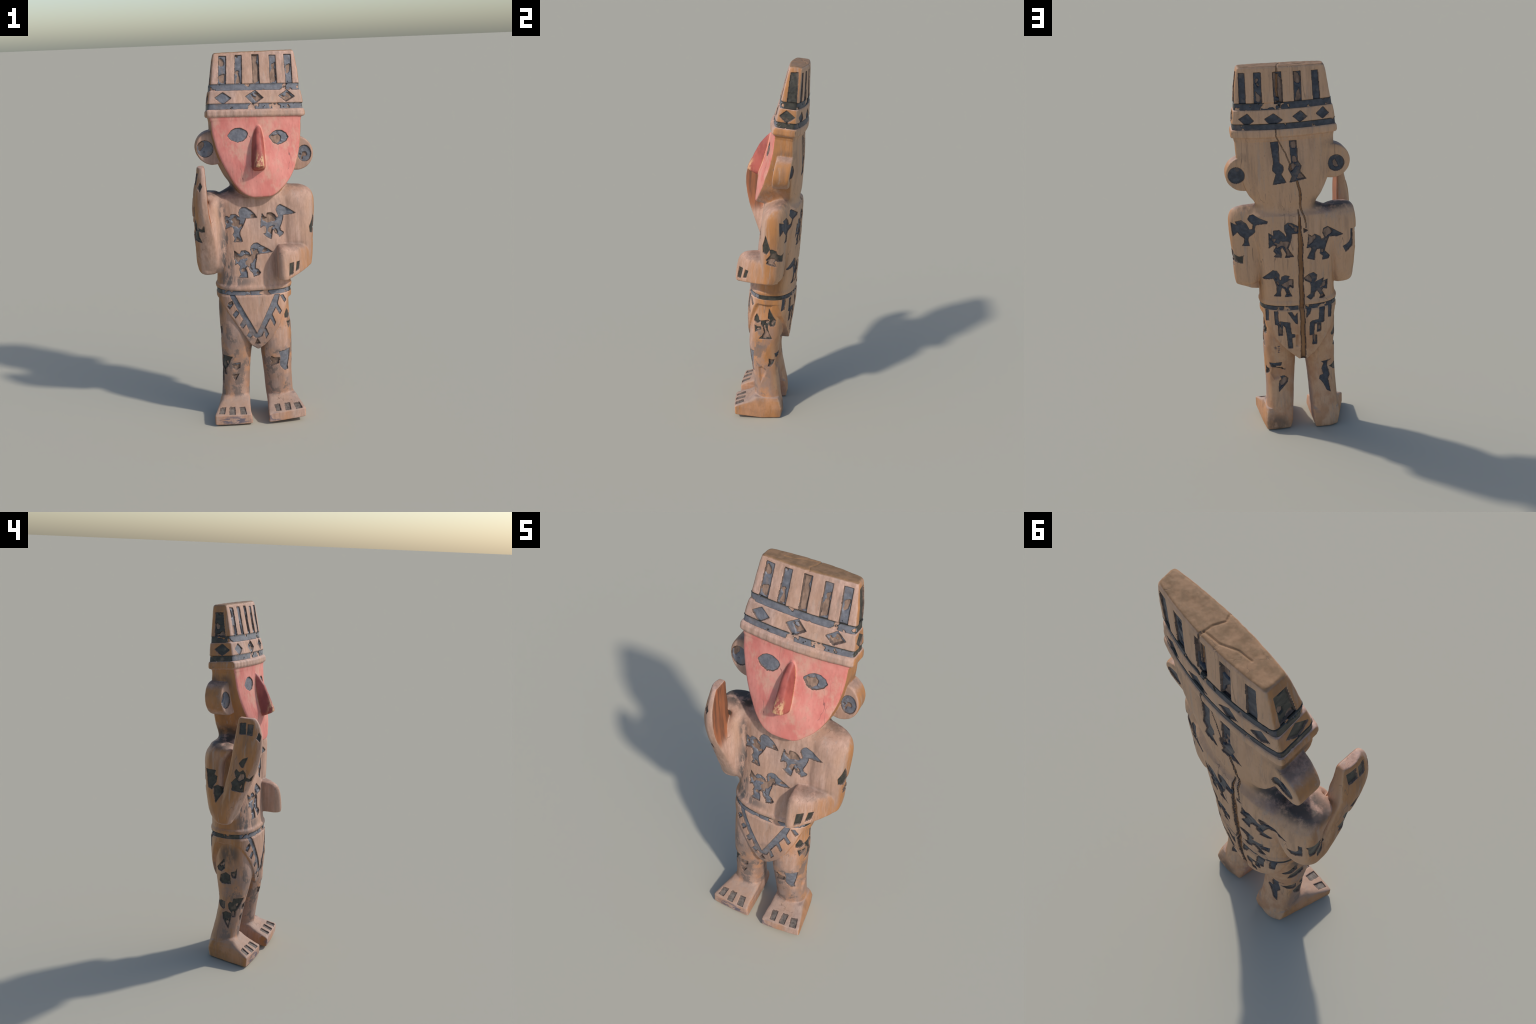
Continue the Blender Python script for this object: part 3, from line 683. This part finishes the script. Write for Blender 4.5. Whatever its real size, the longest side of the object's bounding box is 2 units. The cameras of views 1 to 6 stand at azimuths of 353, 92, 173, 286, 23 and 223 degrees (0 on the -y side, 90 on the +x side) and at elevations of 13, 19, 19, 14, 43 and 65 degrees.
# ------------------------------------------------------------------ materials
class Nodes:
    def __init__(self, name):
        self.mat = bpy.data.materials.new(name); self.mat.use_nodes = True
        self.t = self.mat.node_tree; self.bsdf = self.t.nodes["Principled BSDF"]
        self.co = self.t.nodes.new("ShaderNodeTexCoord").outputs["Object"]
        self.geo = self.t.nodes.new("ShaderNodeNewGeometry")
    def link(self, a, b): self.t.links.new(a, b)
    def put(self, sock, val):
        if isinstance(val, (int, float)): sock.default_value = val
        elif isinstance(val, (tuple, list)):
            sock.default_value = tuple(val) + ((1,) if len(val) == 3 and sock.type == 'RGBA' else ())
        else: self.link(val, sock)
    def math(self, op, a, b=0.0, c=None, clamp=False):
        n = self.t.nodes.new("ShaderNodeMath"); n.operation = op; n.use_clamp = clamp
        self.put(n.inputs[0], a); self.put(n.inputs[1], b)
        if c is not None: self.put(n.inputs[2], c)
        return n.outputs[0]
    def step(self, x, a, b):
        n = self.t.nodes.new("ShaderNodeMapRange"); n.interpolation_type = 'SMOOTHSTEP'
        self.put(n.inputs[0], x); n.inputs[1].default_value = a; n.inputs[2].default_value = b
        return n.outputs[0]
    def mul(self, *xs):
        r = xs[0]
        for x in xs[1:]: r = self.math('MULTIPLY', r, x)
        return r
    def noise(self, scale, stretch=(1, 1, 1), detail=4, rough=.55, shift=(0, 0, 0)):
        m = self.t.nodes.new("ShaderNodeMapping"); m.inputs["Scale"].default_value = stretch; m.inputs["Location"].default_value = shift
        self.link(self.co, m.inputs[0])
        n = self.t.nodes.new("ShaderNodeTexNoise"); n.inputs["Scale"].default_value = scale
        n.inputs["Detail"].default_value = detail; n.inputs["Roughness"].default_value = rough
        self.link(m.outputs[0], n.inputs["Vector"])
        return n.outputs["Fac"]
    def mix(self, f, a, b):
        n = self.t.nodes.new("ShaderNodeMix"); n.data_type = 'RGBA'
        self.put(n.inputs[0], f); self.put(n.inputs[6], a); self.put(n.inputs[7], b)
        return n.outputs[2]
    def xyz(self, v=None):
        n = self.t.nodes.new("ShaderNodeSeparateXYZ"); self.link(v or self.co, n.inputs[0]); return n.outputs
    def blob(self, c, r, soft=.5):
        """1 inside an ellipsoid patch, fading at its rim"""
        s = self.t.nodes.new("ShaderNodeVectorMath"); s.operation = 'SUBTRACT'; self.link(self.co, s.inputs[0]); s.inputs[1].default_value = c
        d = self.t.nodes.new("ShaderNodeVectorMath"); d.operation = 'DIVIDE'; self.link(s.outputs[0], d.inputs[0]); d.inputs[1].default_value = r
        l = self.t.nodes.new("ShaderNodeVectorMath"); l.operation = 'LENGTH'; self.link(d.outputs[0], l.inputs[0])
        return self.step(l.outputs["Value"], 1 + soft, 1 - soft)
    def finish(self, col, rough=.7, bump=None, dist=.001, strength=.4, spec=.3):
        self.put(self.bsdf.inputs["Base Color"], col); self.put(self.bsdf.inputs["Roughness"], rough)
        self.bsdf.inputs["Specular IOR Level"].default_value = spec
        if bump is not None:
            b = self.t.nodes.new("ShaderNodeBump"); b.inputs["Strength"].default_value = strength; b.inputs["Distance"].default_value = dist
            self.link(bump, b.inputs["Height"]); self.link(b.outputs[0], self.bsdf.inputs["Normal"])
        return self.mat

def hairline_cracks(g):
    """thin drying cracks that run with the grain"""
    n = g.noise(22, (1, 1, .07), 2, .4, (3, 1, 7))
    line = g.step(g.math('ABSOLUTE', g.math('SUBTRACT', n, .5)), .0075, .001)
    where = g.step(g.noise(7, (1, 1, .5), 2, .5, (9, 2, 4)), .53, .62)
    return g.mul(line, where)

def wood_colour(g):
    P = g.xyz(); N = g.xyz(g.geo.outputs["Normal"])
    fibre = g.noise(55, (1, 1, .09), 4, .6)
    patch = g.noise(7, (1, 1, .6), 4, .6, (2, 5, 1))
    speck = g.noise(160, (1, 1, .5), 3, .6)
    col = g.mix(g.step(fibre, .35, .68), WOOD_DARK, WOOD_LIGHT)
    col = g.mix(g.mul(g.step(patch, .48, .68), .55), col, WOOD_GREY)
    col = g.mix(g.mul(g.step(g.noise(5, (1, 1, .5), 3, .6, (8, 8, 8)), .5, .7), .5), col, WOOD_WARM)
    mottle = g.noise(75, (1, 1, .55), 4, .65, (6, 1, 2))
    col = g.mix(g.mul(g.step(mottle, .52, .30), .16), col, WOOD_DEEP)
    col = g.mix(g.mul(g.step(mottle, .50, .70), .20), col, (.62, .42, .33))
    col = g.mix(g.mul(g.step(g.noise(3.6, (1, 1, .6), 4, .6, (7, 2, 5)), .44, .64), g.math('SUBTRACT', .5, g.mul(g.step(P[2], 1.64, 1.66), .25))), col, WOOD_BROWN)
    # browner patches on the body below the hat
    col = g.mix(g.mul(g.step(P[2], 1.66, 1.64), g.step(g.noise(9, (1, 1, .5), 5, .65, (1, 4, 8)), .30, .62), .42), col, WOOD_BROWN)
    # patchy ochre tint on surfaces that face outward at the sides
    side = g.step(g.mul(N[0], g.math('SIGN', g.math('SUBTRACT', P[0], .02))), .50, .92)
    col = g.mix(g.mul(side, g.step(g.noise(6, (1, 1, .5), 3, .6, (1, 7, 3)), .15, .5), .9), col, g.mix(g.step(g.noise(20, (1, 1, .3), 5, .65, (2, 2, 2)), .38, .66), OCHRE, (.30, .135, .05)))
    # yellower, lighter tint on surfaces that face back
    col = g.mix(g.mul(g.step(N[1], .2, .7), .62), col, BACK_TAN)
    streak = g.noise(24, (1, 1, .10), 5, .7, (11, 3, 2))
    col = g.mix(g.mul(g.step(streak, .50, .66), .36), col, (.27, .17, .12))
    col = g.mix(g.mul(g.step(g.noise(40, (1, 1, .08), 5, .7, (1, 1, 9)), .54, .68), .38), col, (.38, .31, .265))
    # brown end grain on the crown
    col = g.mix(g.mul(g.step(P[2], 1.965, 1.985), g.step(N[2], .5, .85)), col, g.mix(g.step(g.noise(40, (1, 1, 1), 4), .35, .65), END_GRAIN, END_GRAIN2))
    # worn, sooty legs with orange rubbed places
    low = g.step(P[2], .72, .56)
    col = g.mix(g.mul(low, g.step(g.noise(11, (1, 1, .7), 5, .65, (4, 4, 0)), .42, .62), .75), col, RUBBED)
    shin = g.math('MULTIPLY_ADD', g.step(P[2], .62, .5), g.step(P[2], .09, .14), 0.0)
    soot = g.step(g.noise(15, (1, 1, .8), 6, .68, (0, 3, 6)), .52, .59)
    front = g.step(N[1], .35, -.2)
    col = g.mix(g.mul(shin, g.step(g.noise(9, (1, 1, .8), 6, .7, (2, 9, 6)), .40, .56), g.step(N[1], .75, .1), .60), col, (.235, .175, .155))
    col = g.mix(g.mul(shin, soot, front, .62), col, SOOT)
    # grimy insteps
    col = g.mix(g.mul(g.step(P[2], .15, .11), g.step(N[2], .3, .7), .65), col, g.mix(g.noise(30, (1, 1, 1), 5, .65), (.26, .19, .15), (.42, .29, .22)))
    # local dark stains
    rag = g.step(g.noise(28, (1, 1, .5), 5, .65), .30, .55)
    for c, r, k in (((-.165, -.045, .93), (.032, .06, .17), .9), ((-.13, -.06, .797), (.10, .06, .026), .75), ((-.178, -.03, 1.17), (.018, .05, .06), .75)):
        col = g.mix(g.mul(g.blob(c, r), g.step(g.noise(34, (1, 1, .35), 5, .65), .40, .53), k), col, SOOT)
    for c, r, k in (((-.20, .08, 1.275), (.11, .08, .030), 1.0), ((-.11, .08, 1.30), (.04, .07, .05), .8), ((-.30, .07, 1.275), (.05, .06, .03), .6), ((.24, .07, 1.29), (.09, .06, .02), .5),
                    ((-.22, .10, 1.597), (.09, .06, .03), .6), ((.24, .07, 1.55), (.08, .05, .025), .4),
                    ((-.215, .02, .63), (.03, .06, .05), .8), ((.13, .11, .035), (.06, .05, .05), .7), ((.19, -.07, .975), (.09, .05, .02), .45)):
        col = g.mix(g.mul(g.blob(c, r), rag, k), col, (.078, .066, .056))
    for c, r in (((-.175, -.14, .03), (.09, .025, .022)), ((.05, -.16, .04), (.04, .025, .022))):
        col = g.mix(g.mul(g.blob(c, r), g.step(g.noise(40, (.4, 1, 1), 5, .65), .46, .55), .85), col, INK)
    # scraped palm of the raised hand
    palm = g.mul(g.step(N[0], .5, .8), g.step(P[0], -.235, -.245), g.step(P[2], 1.08, 1.16))
    col = g.mix(g.mul(palm, .95), col, g.mix(g.step(g.noise(40, (1, 1, .08), 4), .4, .62), PALM, PALM_DARK))
    col = g.mix(g.mul(g.step(speck, .60, .72), .30), col, WOOD_DEEP)
    cracks = hairline_cracks(g)
    col = g.mix(g.mul(cracks, .7), col, WOOD_DEEP)
    height = g.math('SUBTRACT', g.math('ADD', g.mul(fibre, .6), g.mul(speck, .25)), g.mul(cracks, 1.2))
    return col, height

WOOD_BROWN = (.385, .225, .15); WOOD_LIGHT = (.585, .375, .295); WOOD_DARK = (.42, .26, .20); WOOD_GREY = (.42, .312, .268); WOOD_WARM = (.56, .33, .215); BACK_TAN = (.68, .385, .20)
WOOD_DEEP = (.20, .125, .085); OCHRE = (.405, .172, .052); END_GRAIN = (.215, .122, .058); END_GRAIN2 = (.295, .165, .083)
RUBBED = (.47, .228, .115); SOOT = (.115, .102, .096); INK = (.085, .09, .13); PALM = (.33, .115, .05); PALM_DARK = (.16, .065, .035)

def make_wood():
    g = Nodes("carved_wood"); col, h = wood_colour(g)
    return g.finish(col, .62, h, .0012, .45, .28)

def make_face():
    g = Nodes("rose_painted_wood")
    wood, h = wood_colour(g)
    N = g.xyz(g.geo.outputs["Normal"]); P = g.xyz()
    tone = g.noise(9, (1, 1, .7), 4, .6, (5, 0, 2))
    paint = g.mix(g.step(tone, .38, .64), (.61, .19, .158), (.68, .262, .216))
    paint = g.mix(g.mul(g.step(g.noise(12, (1, 1, .6), 5, .65, (3, 3, 9)), .46, .64), .72), paint, (.60, .35, .26))
    paint = g.mix(g.mul(g.step(g.noise(140, (1, 1, .4), 3), .58, .7), .25), paint, (.42, .15, .12))
    paint = g.mix(g.mul(hairline_cracks(g), .75), paint, (.22, .09, .08))
    on = g.mul(g.step(N[1], -.34, -.58), g.step(P[2], 1.245, 1.25))
    return g.finish(g.mix(on, wood, paint), .62, h, .001, .3, .28)

def make_nose():
    g = Nodes("deep_red_painted_wood")
    P = g.xyz()
    tone = g.noise(16, (1, 1, .5), 4, .6)
    col = g.mix(g.step(tone, .35, .65), (.25, .058, .048), (.40, .10, .078))  # reds deepened to include the shadow on the nose's side
    ridge = g.mul(g.step(P[1], -.095, -.128), g.step(P[2], 1.53, 1.45))
    col = g.mix(g.mul(ridge, g.step(g.noise(60, (1, 1, .35), 5, .7), .46, .58), .9), col, (.60, .36, .19))
    top = g.step(P[2], 1.60, 1.635)
    col = g.mix(g.mul(top, .8), col, (.72, .27, .23))
    return g.finish(col, .55, g.noise(70, (1, 1, .1), 4), .001, .3, .35)

def make_pitch(name, a, b):
    g = Nodes(name)
    n = g.noise(45, (1, 1, 1), 5, .6); m = g.noise(14, (1, 1, 1), 3, .6, (3, 3, 3))
    col = g.mix(g.step(n, .35, .68), a, b)
    col = g.mix(g.mul(g.step(m, .56, .68), .35), col, (.26, .17, .12))
    return g.finish(col, .5, g.noise(90, (1, 1, 1), 4, .6), .0015, .5, .4)

def make_plain(name, a, b, scale=(1, 1, .1)):
    g = Nodes(name)
    n = g.noise(60, scale, 4, .6)
    return g.finish(g.mix(g.step(n, .35, .65), a, b), .7, n, .001, .4, .25)

M_WOOD = make_wood(); M_FACE = make_face(); M_NOSE = make_nose()
M_FRONT = make_pitch("glare_lightened_pitch", (.125, .127, .146), (.185, .187, .21))  # front-facing pitch greyed lighter, with the glare baked into its colour
M_BACK = make_pitch("dark_pitch", (.042, .045, .058), (.076, .08, .096))
M_SIDE = make_pitch("olive_black_pitch", (.026, .025, .021), (.055, .050, .038))
M_EDGE = make_plain("dark_recess_rim", (.085, .06, .05), (.165, .112, .088), (1, 1, 1))
M_RIFT = make_plain("raw_split_wood", (.33, .165, .075), (.48, .26, .13))
M_DULL = make_plain("dull_brown_pitch", (.10, .082, .07), (.19, .155, .13), (1, 1, 1))
M_FLOOR = make_plain("dirty_recess_wood", (.21, .135, .098), (.34, .22, .16), (1, 1, .4))
M_INK = make_plain("blue_black_ink", (.05, .055, .09), (.09, .095, .14), (1, 1, 1))

# ------------------------------------------------------------------ parts
C = V[Q].mean(1); C0 = V0[Q].mean(1)
x, y, z = C0.T
FN = vnormals(V0, Q)[Q].mean(1)
def tab(rows, col, zz): r = np.array(rows); return np.interp(zz, r[:, 0], r[:, col])
crown = z + .028 * (x - .035) + .09 * (y - .06)
head_front = np.minimum(tab(HEAD, 5, z), tab(HEAD, 6, z))
u = np.clip((x - tab(HEAD, 1, z)) / (tab(HEAD, 2, z) - tab(HEAD, 1, z)), 0, 1)
face_y = tab(HEAD, 5, z) * (1 - u) + tab(HEAD, 6, z) * u - tab(HEAD, 9, z) * 4 * u * (1 - u)
part = np.full(len(Q), 'torso', dtype=object)
part[(z > 1.29)] = 'head'
part[(z > 1.245) & (y < -.050) & (x > -.14)] = 'head'
part[(z > 1.24) & (FN[:, 1] < -.45) & (x > -.23) & (x < .29) & (y < face_y + .02) & (part == 'head')] = 'face'
nose = (z > 1.385) & (z < 1.63) & (x > tab(NOSE, 1, z) - .012) & (x < tab(NOSE, 2, z) + .012) & (y < face_y - .006)
part[nose] = 'nose'
side_l, side_r = np.minimum(tab(HEAD, 1, z), tab(HEAD, 3, z)), np.maximum(tab(HEAD, 2, z), tab(HEAD, 4, z))
part[(z > 1.36) & (z < 1.615) & (x < side_l - .004) & (y > .02)] = 'ear.r'
part[(z > 1.34) & (z < 1.58) & (x > side_r + .004) & (y > -.02)] = 'ear.l'
part[crown > 1.658] = 'headdress'
arm_r = (z > .80) & (z < 1.30) & (x < np.interp(z, (.8, 1.0, 1.1, 1.2, 1.3), (-.213, -.217, -.228, -.238, -.225)))
arm_r |= (z > 1.0) & (z < 1.45) & (x < -.20) & (y < -.065)
arm_r |= (z > 1.28) & (z < 1.45) & (x < -.24) & (y < .02)
part[arm_r & ~np.isin(part, ('headdress', 'ear.r'))] = 'arm.r'
part[(z > 1.165) & (z < 1.45) & (x < -.24) & (y < np.interp(z, (1.16, 1.42), (.004, -.02)))] = 'hand.r'
trunk_front = tab(TRUNK, 3, z)
arm_l = (z > .835) & (z < 1.30) & (x > np.interp(z, (.84, 1.0, 1.1, 1.2, 1.3), (.192, .203, .213, .225, .235)))
arm_l |= (z > .795) & (z < .99) & (x > .09) & (y < trunk_front * (1 - np.clip((x + .01) / .2, 0, 1) ** 2.5) ** .4 - .006)
part[arm_l & ~np.isin(part, ('headdress', 'ear.l'))] = 'arm.l'
part[(part == 'arm.l') & (x < .235) & (y < -.085) & (z < .99)] = 'hand.l'
low = z < .777 - .02 * (x + .02)
part[low & (z > .40)] = 'leg'
front_l, front_r = tab(APRON_FRONT, 1, z), tab(APRON_FRONT, 2, z)
back_l, back_r = tab(APRON_BACK, 1, z), tab(APRON_BACK, 2, z)
strip = z > .694 - .02 * (x + .02)
cloth = (strip | ((y < -.0) & (z > .413) & (x > front_l - .004) & (x < front_r + .004) & (y < pelvis_y_v(x, z, -1) + .014))
         | ((y > .03) & (z > .423) & (x > back_l - .004) & (x < back_r + .004) & (y > pelvis_y_v(x, z, 1) - .030)))
legs = low & ~(cloth & (z > .40))
part[legs] = np.where(x[legs] > -.02, 'leg.l', 'leg.r')
part[low & cloth & (z > .40)] = 'loincloth'
part[low & (z > .722 - .02 * (x + .02))] = 'belt'
foot = z < np.interp(y, (-.16, -.06, .0, .14), (.2, .125, .09, .085))
part[legs & foot] = np.where(x[legs & foot] > -.02, 'foot.l', 'foot.r')
part[part == 'leg'] = 'loincloth'

# the rim of every recess is dark, the split shows raw wood
fs, fr = dark_cut[Q].mean(1), rift[Q].mean(1)
slope = dark_cut[Q].max(1) - dark_cut[Q].min(1)
rim = ((slope > .16) & (fs > .08) & (fs < .97)) | ((fr > .12) & (fr <= .55) & (slope * 0 < 1))
mat_slot = np.where(fr > .55, 2, np.where(rim, 1, 0))

root = bpy.data.objects.new("wooden_figure", None); root.empty_display_size = .2
bpy.context.scene.collection.objects.link(root)
root["label"] = "carved wooden standing figure, tall hat, red painted face"
root["category"] = "wooden statue"
NV = vnormals(V, Q)
PARTS = {}
def mesh_from(name, P, F, mats, slots=None, normals=None):
    me = bpy.data.meshes.new(name)
    me.vertices.add(len(P)); me.vertices.foreach_set("co", np.ascontiguousarray(P, dtype=np.float32).ravel())
    F = np.asarray(F); k = F.shape[1]
    me.loops.add(F.size); me.loops.foreach_set("vertex_index", F.ravel().astype(np.int32))
    me.polygons.add(len(F)); me.polygons.foreach_set("loop_start", np.arange(0, F.size, k, dtype=np.int32))
    me.polygons.foreach_set("loop_total", np.full(len(F), k, dtype=np.int32))
    for m in mats: me.materials.append(m)
    if slots is not None: me.polygons.foreach_set("material_index", slots.astype(np.int32))
    me.polygons.foreach_set("use_smooth", np.ones(len(F), dtype=bool))
    me.update(calc_edges=True); me.validate()
    if normals is not None: me.normals_split_custom_set_from_vertices(normals.tolist())
    ob = bpy.data.objects.new(name, me); bpy.context.scene.collection.objects.link(ob)
    return ob
for key in sorted(set(part)):
    f = np.where(part == key)[0]
    q = Q[f]; used, inv = np.unique(q, return_inverse=True)
    base = key.split('.')[0]
    first = {'face': M_FACE, 'nose': M_NOSE}.get(base, M_WOOD)
    ob = mesh_from(base, V[used], inv.reshape(-1, 4), [first, M_EDGE, M_RIFT, M_FLOOR], np.where((mat_slot[f] == 0) & (fs[f] >= .9), 3, mat_slot[f]), NV[used])
    ob.parent = root
    PARTS[key] = ob
face_tree = {}
part_index = sorted(PARTS)
C_tree = BVHTree.FromPolygons(V0.tolist(), Q.tolist())

def solid_patch(P, q, back):
    """Close a patch of quads into a thin solid by adding a back face and side walls."""
    n = len(P)
    e = np.vstack([q[:, [0, 1]], q[:, [1, 2]], q[:, [2, 3]], q[:, [3, 0]]])
    key = np.sort(e, 1); _, idx, cnt = np.unique(key, axis=0, return_index=True, return_counts=True)
    b = e[idx[cnt == 1]]
    walls = np.column_stack([b[:, 1], b[:, 0], b[:, 0] + n, b[:, 1] + n])
    return np.vstack([P, P + back]), np.vstack([q, q[:, ::-1] + n, walls])

def owner(p):
    h = C_tree.find_nearest(Vector(p))
    return PARTS[part[h[2]]]
for name, az, P, q, D in INLAYS:
    used, inv = np.unique(q, return_inverse=True); P = P[used]; q = inv.reshape(-1, 4)
    a = P[q[:, 1]] - P[q[:, 0]]; b = P[q[:, 3]] - P[q[:, 0]]
    if (np.cross(a, b) @ -D).sum() < 0: q = q[:, ::-1]
    P2, q2 = solid_patch(P, q, D * .006)
    a_ = 0 if az == 'top' else az % 360
    mat = M_FRONT if (a_ <= 40 or a_ >= 325) else (M_BACK if 150 <= a_ <= 230 else M_SIDE)
    if name == 'toe_groove': mat = M_DULL
    if name == 'finger_groove': mat = M_SIDE
    nm = {'toe_groove': 'toe_inlay', 'finger_groove': 'finger_inlay', 'loincloth_border': 'border_inlay'}.get(name, name)
    ob = mesh_from(nm, P2, q2, [mat])
    ob.parent = owner(P.mean(0))

# dark bands that run round the hat and the waist
def ring_inlay(name, ring_of, z0, z1, height, seed, wear, parent, proud=.0042):
    rows = np.linspace(z0, z1, 12); out, inn, mask = [], [], []
    for zz in rows:
        R = ring_of(zz)
        t = np.linspace(0, len(R), 520, endpoint=False)
        R = np.vstack([R, R[:1]])
        R = np.stack([np.interp(t, np.arange(len(R)), R[:, c]) for c in range(2)], 1)
        d = np.roll(R, -1, 0) - np.roll(R, 1, 0); nrm = np.stack([d[:, 1], -d[:, 0]], 1); nrm /= np.linalg.norm(nrm, axis=1)[:, None]
        if (nrm * (R - R.mean(0))).sum() < 0: nrm = -nrm
        P = np.column_stack([R, height(R[:, 0], R[:, 1], np.full(len(R), zz))])
        nz = grain_noise(P, 20.0, seed) + .3 * grain_noise(P, 80.0, seed + 1)
        sunk = smooth01((nz - np.quantile(nz, 1 - wear)) / .06 + .5)
        if zz < 1: sunk = np.where((np.abs(P[:, 0] + .0245) < .016) & (P[:, 1] > 0), 2.5, sunk)
        o = R + nrm * (proud - .0075 * sunk)[:, None]
        out.append(np.column_stack([o, P[:, 2]])); mask.append(sunk)
        inn.append(np.column_stack([R - nrm * .004, P[:, 2]]))
    n = 520; m = len(rows)
    idx = np.arange(n); nx = (idx + 1) % n
    q = np.vstack([np.column_stack([k*n + idx, k*n + nx, (k+1)*n + nx, (k+1)*n + idx]) for k in range(m - 1)])
    P = np.vstack(out); I = np.vstack(inn); o = len(P)
    S = np.concatenate(mask)
    q = q[(S[q] < .9).any(1)]
    gap = S[:n] < 2
    idx = idx[gap & gap[nx]]; nx = (idx + 1) % n
    F = np.vstack([q, q[:, ::-1] + o, np.column_stack([nx, idx, idx + o, nx + o]),
                   np.column_stack([(m-1)*n + idx, (m-1)*n + nx, (m-1)*n + nx + o, (m-1)*n + idx + o])])
    W = np.vstack([P, I])
    c = W[F].mean(1); ny = np.cross(W[F[:, 2]] - W[F[:, 0]], W[F[:, 3]] - W[F[:, 1]]); ny /= np.linalg.norm(ny, axis=1)[:, None] + 1e-12
    slots = np.where(ny[:, 1] < -.6, 0, np.where(ny[:, 1] > .6, 1, 2))
    ob = mesh_from(name, W, F, [M_FRONT, M_BACK, M_SIDE], slots); ob.parent = parent
def hat_ring(zz): return quad_ring(*[tab(HAT, c, zz) for c in range(1, 12)])
def waist_ring(zz): return oval_ring(*[tab(TRUNK, c, zz) for c in range(1, 8)])
ring_inlay("band_inlay", hat_ring, 1.797, 1.830, hat_height, 61, .13, PARTS['headdress'])
ring_inlay("band_inlay", hat_ring, 1.699, 1.728, hat_height, 64, .09, PARTS['headdress'])
ring_inlay("belt_inlay", waist_ring, .7235, .7465, belt_height, 67, .12, PARTS['belt'], .0036)

# inked inventory number on the thigh, written downwards
def ink_text(body, zc, xc, size):
    cu = bpy.data.curves.new("number", 'FONT'); cu.body = body; cu.size = size; cu.align_x = 'CENTER'; cu.resolution_u = 3
    t = bpy.data.objects.new("number", cu); bpy.context.scene.collection.objects.link(t)
    me = bpy.data.meshes.new_from_object(t.evaluated_get(bpy.context.evaluated_depsgraph_get()))
    bpy.data.objects.remove(t); bpy.data.curves.remove(cu)
    bm = bmesh.new(); bm.from_mesh(me)
    bmesh.ops.triangulate(bm, faces=bm.faces[:])
    bmesh.ops.subdivide_edges(bm, edges=bm.edges[:], cuts=1, use_grid_fill=True)
    final = BVHTree.FromPolygons(V.tolist(), Q.tolist())
    for v in bm.verts:
        px, pz = xc - v.co.y, zc - v.co.x
        h = final.ray_cast(Vector((px, 1, pz)), Vector((0, -1, 0)))
        v.co = h[0] + h[1] * .0007
    g = bmesh.ops.extrude_face_region(bm, geom=bm.faces[:])
    for v in [e for e in g["geom"] if isinstance(e, bmesh.types.BMVert)]: v.co.y += .0002
    bm.to_mesh(me); bm.free(); me.materials.clear(); me.materials.append(M_INK)
    ob = bpy.data.objects.new("inked_number", me); bpy.context.scene.collection.objects.link(ob)
    ob.parent = PARTS['leg.l']
ink_text("8-24-6", .475, .108, .0175)
ink_text("68", .484, .125, .0175)
